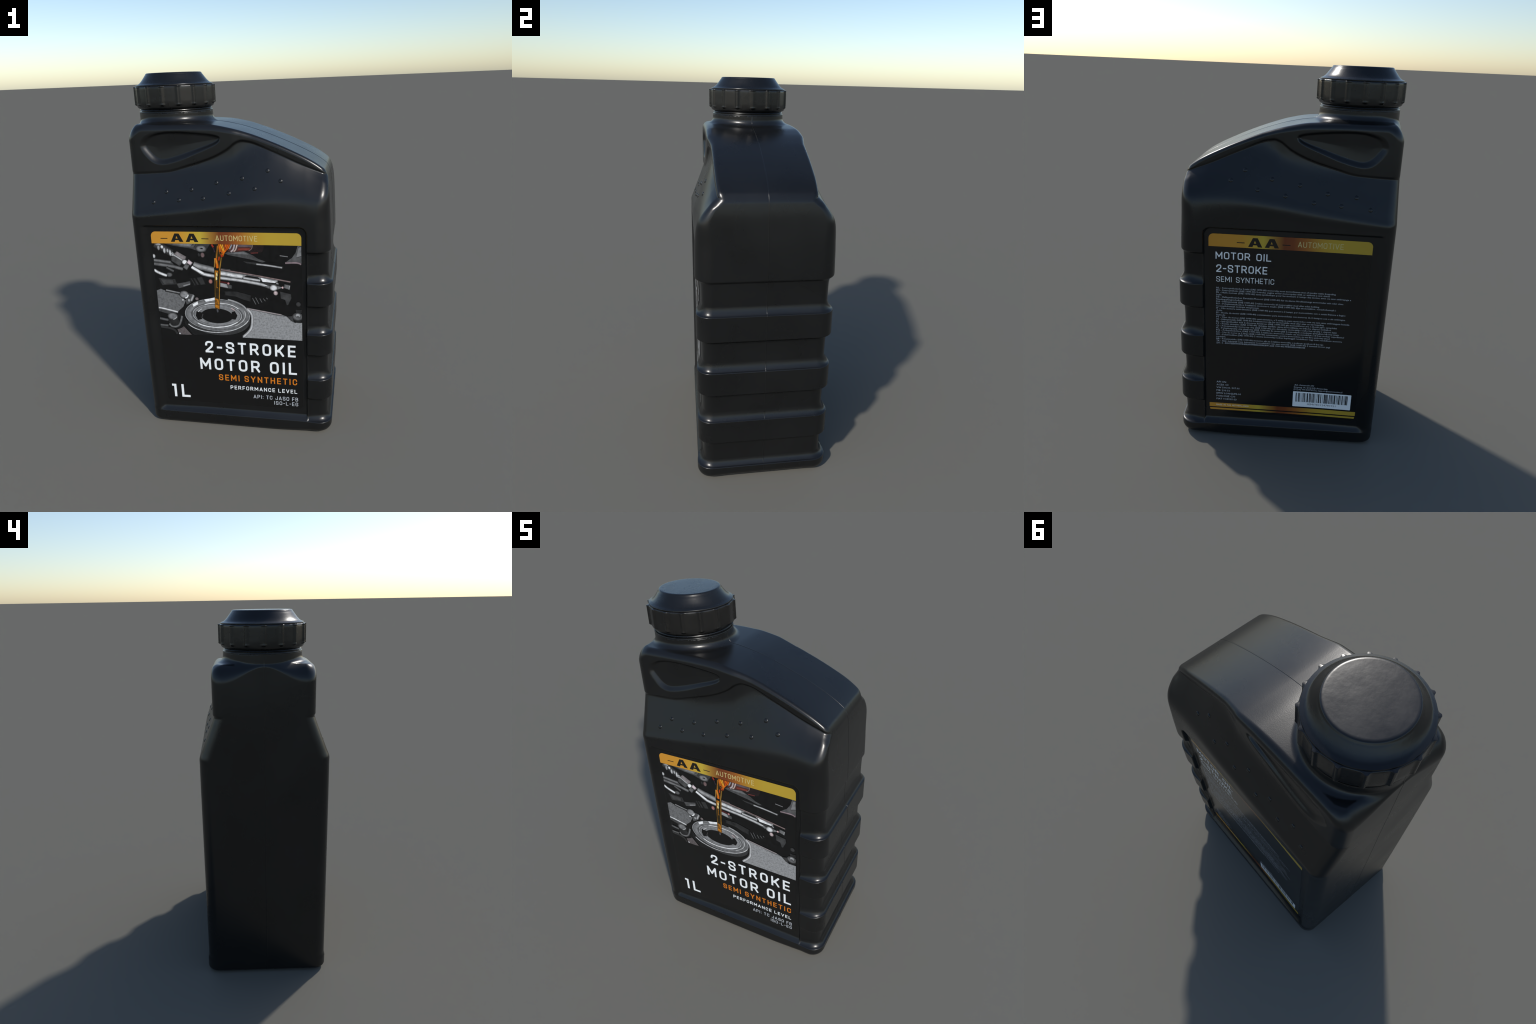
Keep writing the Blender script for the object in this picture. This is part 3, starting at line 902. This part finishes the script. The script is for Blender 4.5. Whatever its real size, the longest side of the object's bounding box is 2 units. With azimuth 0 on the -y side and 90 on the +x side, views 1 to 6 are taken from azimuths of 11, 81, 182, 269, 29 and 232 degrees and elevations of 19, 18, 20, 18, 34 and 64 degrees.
# dark hoses and springs below the pipes
photo.patch([(483, 332), (559, 329), (658, 354), (651, 397), (607, 386), (557, 366), (482, 359)], 42)
photo.patch([(858, 320), (926, 335), (930, 361), (908, 410), (898, 410), (889, 376), (862, 367)], 60)
photo.tube([(670, 372), (691, 417)], 4, 92)
photo.tube([(690, 366), (711, 411)], 4, 92)
photo.tube([(719, 373), (733, 401)], 4, 92)
photo.tube([(742, 372), (756, 390)], 4, 92)
photo.tube([(764, 366), (771, 376)], 4, 92)
photo.disc((976, 404), 14, 14, 64, soft=True)
photo.patch([(958, 444), (999, 442), (997, 467), (960, 466)], 38)
# nut and pipe end next to the fitting
photo.disc((218, 129), 16, 15, 245, soft=True)
photo.patch([(247, 112), (271, 132), (255, 151), (232, 133)], (192, 177, 180))
photo.patch([(224, 141), (249, 151), (228, 183), (205, 166)], 95)
# cast block, bolts and washers at lower left
photo.patch([(1, 339), (32, 326), (49, 334), (154, 366), (201, 409), (180, 456), (140, 492), (1, 464)], 100, grain=True)
photo.tube([(60, 340), (171, 362)], 6, 52)
photo.tube([(68, 334), (176, 355)], 8, 125)
photo.patch([(2, 475), (129, 505), (68, 513), (2, 495)], 60)
photo.tube([(2, 467), (47, 475), (139, 497)], 11, 150, 222)
photo.patch([(225, 355), (261, 361), (267, 374), (242, 418), (206, 440), (201, 409)], 72, grain=True)
photo.patch([(201, 435), (206, 445), (153, 561), (127, 547), (139, 504)], 22)
photo.tube([(260, 366), (240, 410)], 12, 120, 170)
photo.disc((225, 406), 7, 10, 150)
photo.disc((282, 393), 11, 10, (120, 110, 110), soft=True)
photo.disc((182, 404), 8, 6, 200, soft=True)
photo.disc((197, 369), 31, 27, 38)
photo.disc((195, 365), 28, 24, 136, soft=True)
photo.tube([(222, 364), (216, 381), (200, 390)], 8, 228)
photo.tube([(3, 550), (64, 560)], 18, 55, 98)
photo.tube([(2, 601), (59, 603)], 18, 48, 92)
photo.tube([(68, 589), (89, 609), (122, 607), (146, 585), (166, 526)], 13, 70, 116)
photo.patch([(68, 539), (128, 539), (147, 572), (120, 600), (85, 601), (67, 576)], 38)
photo.disc((98, 530), 30, 23, 120, soft=True)
photo.tube([(126, 534), (115, 547), (99, 554)], 6, 168)
photo.tube([(3, 614), (70, 623), (106, 640), (119, 666)], 13, 48)
photo.patch([(122, 631), (153, 619), (172, 605), (224, 669), (136, 672)], (88, 82, 82), grain=True)
photo.disc((138, 662), 6, 6, 190, soft=True)
# cast deck and nut at lower right
photo.patch([(622, 445), (639, 445), (867, 485), (901, 498), (950, 539), (1006, 538), (1005, 672), (586, 672), (631, 627), (654, 582), (655, 538), (650, 492)], 138, grain=True)
photo.patch([(728, 469), (867, 486), (896, 498), (827, 494)], 100, grain=True)
photo.tube([(629, 449), (862, 486)], 7, (150, 142, 142))
photo.tube([(631, 454), (659, 491), (661, 551), (647, 607), (594, 666)], 12, 150, 195)
photo.patch([(901, 498), (936, 491), (942, 523), (954, 540), (925, 524)], 55)
photo.disc((971, 503), 32, 31, 30)
photo.disc((971, 494), 30, 24, 105, soft=True)
photo.disc((973, 486), 17, 15, 155, soft=True)
photo.disc((971, 496), 10, 9, 85)
# filler ring with its dark mouth
photo.disc((424, 544), 221, 117, 54, grain=True)
photo.patch([(175, 544), (185, 539), (233, 607), (329, 649), (362, 660), (241, 670), (185, 596)], 26)
photo.disc((417, 508), 229, 121, 150)
photo.disc((417, 508), 225, 118, 96)
photo.disc((417, 508), 213, 109, 108)
photo.disc((417, 508), 200, 101, 122)
photo.disc((417, 508), 187, 93, 96)
photo.disc((417, 508), 180, 88, 66)
photo.disc((417, 508), 175, 85, 150)
photo.disc((417, 508), 168, 81, 84)
photo.disc((417, 508), 162, 77, 126)
photo.disc((417, 508), 140, 67, 118)
photo.patch([(247, 435), (286, 411), (290, 433), (253, 454)], 226)
photo.patch([(333, 396), (410, 378), (409, 398), (343, 414)], 228)
photo.tube([(559, 554), (544, 564), (527, 573), (508, 582), (487, 589), (465, 594), (442, 598), (418, 601), (395, 602), (372, 601), (349, 599), (328, 595), (308, 590), (290, 583), (274, 575)], 7, 225)
photo.tube([(632, 542), (616, 562), (594, 580), (568, 597), (537, 612), (503, 624), (467, 633), (429, 639), (390, 641), (353, 640), (316, 635), (283, 627), (252, 616), (227, 602), (206, 585)], 5, 195)
photo.tube([(611, 471), (614, 480), (616, 488), (616, 496), (615, 505), (613, 514), (610, 522), (605, 531), (600, 539), (593, 548), (584, 556), (575, 563), (565, 571), (553, 578), (541, 584)], 8, 165)
photo.tube([(499, 391), (511, 393), (523, 396), (535, 399), (546, 403), (557, 407), (567, 411), (577, 416), (586, 421), (594, 426), (602, 432), (609, 437), (615, 444), (620, 450), (625, 457)], 10, 150)
photo.tube([(334, 435), (352, 429), (370, 425), (390, 422), (409, 420), (429, 419), (448, 419), (467, 420), (486, 422), (503, 425), (519, 430), (534, 435), (548, 442), (560, 449), (570, 456)], 6, 212)
photo.disc((415, 514), 113, 56, 17)
photo.patch([(273, 485), (313, 494), (309, 544), (278, 551), (264, 520)], 17)
photo.patch([(521, 481), (543, 473), (560, 505), (545, 537), (516, 533)], 17)
photo.tube([(284, 490), (285, 488), (287, 486), (288, 485), (290, 483), (292, 481), (294, 480), (296, 478), (297, 476), (300, 475), (302, 473), (304, 471), (306, 470), (308, 468), (311, 467)], 7, 185)
photo.tube([(519, 452), (521, 453), (523, 454), (525, 455), (527, 457), (529, 458), (531, 459), (532, 460), (534, 461), (536, 462), (537, 463), (539, 465), (540, 466), (542, 467), (543, 468)], 10, (175, 160, 160))
photo.tube([(317, 504), (305, 538)], 4, 62)
# pouring oil
photo.tube([(412, 1), (422, 21)], 10, (150, 45, 34))
photo.tube([(422, 24), (430, 55)], 7, (45, 35, 45))
photo.patch([(447, 9), (472, 21), (484, 84), (470, 138), (455, 214), (449, 313), (437, 460), (422, 480), (409, 461), (414, 314), (419, 161), (428, 91)], (46, 36, 16))
photo.patch([(456, -5), (540, -4), (528, 25), (498, 55), (484, 87), (474, 68), (458, 37)], (190, 95, 16))
photo.tube([(471, -1), (486, 42)], 7, (238, 152, 32))
photo.tube([(497, -1), (498, 42)], 6, (150, 62, 15))
photo.tube([(522, 0), (504, 41)], 8, (190, 72, 12))
photo.tube([(484, -1), (494, 47)], 4, (245, 175, 60))
photo.tube([(452, 9), (444, 64), (439, 96)], 7, (150, 95, 25))
photo.tube([(431, 96), (439, 133), (440, 171)], 17, (200, 100, 15))
photo.tube([(436, 107), (440, 139)], 5, (240, 150, 40))
photo.tube([(466, 42), (474, 68)], 16, (170, 90, 20))
photo.tube([(467, 52), (473, 66)], 5, (30, 20, 10))
photo.tube([(471, 75), (479, 85)], 8, (205, 50, 20))
photo.tube([(458, 85), (454, 112)], 6, (190, 60, 15))
photo.tube([(472, 90), (463, 138), (454, 181)], 5, (155, 115, 42))
photo.tube([(426, 96), (420, 161)], 3, (190, 150, 70))
photo.tube([(424, 161), (436, 175), (450, 168)], 8, (18, 14, 8))
photo.tube([(434, 183), (429, 253)], 20, (192, 116, 20))
photo.tube([(431, 258), (430, 308)], 7, (150, 95, 20))
photo.tube([(422, 182), (408, 455)], 3, (120, 85, 25))
photo.tube([(459, 181), (446, 313), (436, 454)], 4, (165, 115, 35))
photo.tube([(445, 203), (436, 302)], 6, (40, 32, 14))
photo.disc((434, 210), 5, 16, (238, 208, 135), soft=True)
photo.disc((430, 238), 5, 14, (242, 218, 145), soft=True)
photo.patch([(412, 383), (433, 389), (440, 414), (436, 463), (408, 450)], (172, 108, 28))
photo.tube([(415, 395), (422, 426)], 7, (135, 88, 25))
photo.tube([(410, 426), (438, 433)], 4, (120, 75, 20))
photo.disc((423, 475), 6, 12, (80, 80, 85), soft=True)
photo.finish('engine_picture', front)

# ------------------------------------------------------------------ back label
back, bx0, bx1 = make_label('back_label', 1)
header(1, back, bx0, bx1, (-0.2463, 0.0207, 1.1365, 1.1838), (0.0572, 0.2822, 1.1485, 1.1778))
for name, text, s0, s1, t0, t1, wt in [
        ('title_lettering', 'MOTOR OIL', -0.3525, -0.0725, 1.0640, 1.1022, 0.14),
        ('title_lettering', '2-STROKE', -0.3490, -0.0900, 0.9932, 1.0340, 0.14),
        ('subtitle_lettering', 'SEMI SYNTHETIC', -0.3490, -0.0530, 0.9400, 0.9692, 0.10)]:
    sheet = Printing(1, LABEL_LIFT + 0.00012)
    stroke_text(sheet, text, s0, s1, t0, t1, WHITE, wt, 0.22)
    sheet.finish(name, back)

gold = gold_band('gold_gradient_print', True)
for z0, z1, e in ((0.1772, 0.2028, 0.0), (0.1585, 0.1700, 0.004)):
    sheet = Printing(1, LABEL_LIFT + 0.0001)
    sheet.face([(bx0+e, z0), (bx1-e, z0), (bx1-e*0.5, z1), (bx0+e*0.5, z1)], gold)
    sheet.finish('gold_stripe', back)
sheet = Printing(1, LABEL_LIFT + 0.0002)
stroke_text(sheet, 'MADE IN THE NETHERLANDS', -0.3500, -0.1690, 0.1862, 0.1955, ink((222, 214, 190)), 0.15, 0.24)
sheet.finish('small_lettering', back)

W = 'SAE 10W-40'
PARAGRAPH = [
    ('NL - Semi-synthetische 2-takt (%s) motorolie voor motorfietsen met of zonder natte koppeling' % W, 0.263),
    ('EN - Semi-synthetic (%s) 2-stroke engine oil for motorcycles with or without a wet clutch' % W, 0.234),
    ('FR - Huile moteur (%s) semi-synthetique pour les moteurs 2 temps des motos, avec ou sans embrayage a' % W, 0.343),
    ('huile', -0.322),
    ('DE - Halbsynthetisches Zweitakt-Motorol (%s) fur moderne Hochleistungs motorrader mit oder ohne' % W, 0.306),
    ('Nasskupplungsscheiben', -0.213),
    ('DA - Halvsyntetisk (%s) 2-takts motorolie til motorcykler med eller uden kobling' % W, 0.184),
    ('RU - Polusinteticheskoe 2-taktnoe motornoe maslo (%s) dlya mototsiklov, osnashchennyh i' % W, 0.270),
    ('neosnashchennyh mokrym stsepleniem', -0.128),
    ('IT - Olio motore semi-sintetico (%s) per motori a 2 tempi, per motociclette con o senza frizione a bagno' % W, 0.322),
    ("d'olio", -0.318),
    ('ES - Aceite de motor (%s) semisintetico para motocicletas con motores de 2 tiempos con o sin embrague' % W, 0.322),
    ('humedo', -0.302),
    ('PT - Oleo de motor (%s) semi-sintetico, a 2 tempos, para motociclos com ou sem uma embraiagem humida' % W, 0.346),
    ('SV - Halvsyntetisk (%s) 2-taktsmotorolja for motorcyklar med eller utan en vat koppling' % W, 0.214),
    ('EL - Imi-synthetiko ladi 2-chronon kinitiron (%s) gia motosikletes me i choris ygro symplekti' % W, 0.283),
    ('LT - Pusiau sintetine (%s) dvitakte variklio alyva motociklams su arba be slapios sankabos' % W, 0.254),
    ('CS - Polosynteticky motorovy olej (%s) pro dvoudobe motocykly s nebo bez spojky v olejove lazni' % W, 0.284),
    ('PL - Polsyntetyczny olej silnikowy (%s) do motocykli 2-suwowych z mokrym sprzeglem lub bez niego' % W, 0.298),
    ('BG - Polusintetichno (%s) 2-taktovo motorno maslo za mototsikleti s ili bez mokar sayedinitel' % W, 0.324),
    ('RO - Ulei de motor in 2 timpi (%s) semisintetic, pentru motociclete cu sau fara ambreiaj umed' % W, 0.250),
    ('HU - Felszintetikus (%s) 2 utemu motorolaj nedves kuplunggal rendelkezo vagy nem rendelkezo motorra' % W, 0.316),
    ('rendelve', -0.300),
    ('HR - Polusinteticko (%s) motorno ulje za 2-taktne motocikle s mokrom spojkom ili bez nje' % W, 0.220),
    ('TR - Islak debriyajli veya debriyajsiz motosikletler icin yari sentetik (%s) 2 zamanli motor yagi' % W, 0.256),
    ('ZH - S - BSHTEEBHWKMHBRSHHMBEBHZIRKBW (%s) MHEEHE2HMBKHB' % W, 0.125)]
rows = []
for i, (text, right) in enumerate(PARAGRAPH):
    rows.append((text, -0.3492, right, 0.9015 - i * 0.01283, 0.0125))
small_print('small_print', 1, back, rows, DIM)
specs = [('API SN', -0.296), ('ACEA C3', -0.283), ('VW 504.00, 507.00', -0.221), ('MB 299.51', -0.275),
         ('BMW LONGLIFE-04', -0.2135), ('PORSCHE C30', -0.244), ('FIAT 9.55535-S3', -0.2368)]
small_print('small_print', 1, back, [(t, -0.3486, r, 0.3355 - i * 0.0184, 0.0150) for i, (t, r) in enumerate(specs)], DIM)
small_print('small_print', 1, back, [('-AA- Automotive BV', 0.0785, 0.1880, 0.3475, 0.0130),
                                     ('Dripweg 10 | 2146 DD Amsterdam', 0.0785, 0.2620, 0.3330, 0.0130),
                                     ('[31] (0) 000-53374972 | support@aautomotive.nl', 0.0785, 0.3430, 0.3195, 0.0130)], DIM)
# barcode
sheet = Printing(1, LABEL_LIFT + 0.0002)
paper, bar = ink((226, 230, 238)), ink(24)
sheet.face(rounded_box(0.0753, 0.3945, 0.2122, 0.3100, 0.003, n=3), paper); sheet.up(4)
s, on = 0.0905, True
while s < 0.3780:
    w = rng.choice([1, 1, 2, 2, 3, 4]) * 0.00155
    if on:
        sheet.face([(s, 0.2432), (s+w, 0.2432), (s+w, 0.3022), (s, 0.3022)], bar)
    else:
        w *= 0.8
    s += w; on = not on
sheet.finish('barcode', back)
small_print('barcode_number', 1, back, [('SEMITES124780921', 0.1555, 0.3130, 0.2258, 0.0160)], bar, lift=0.0004)
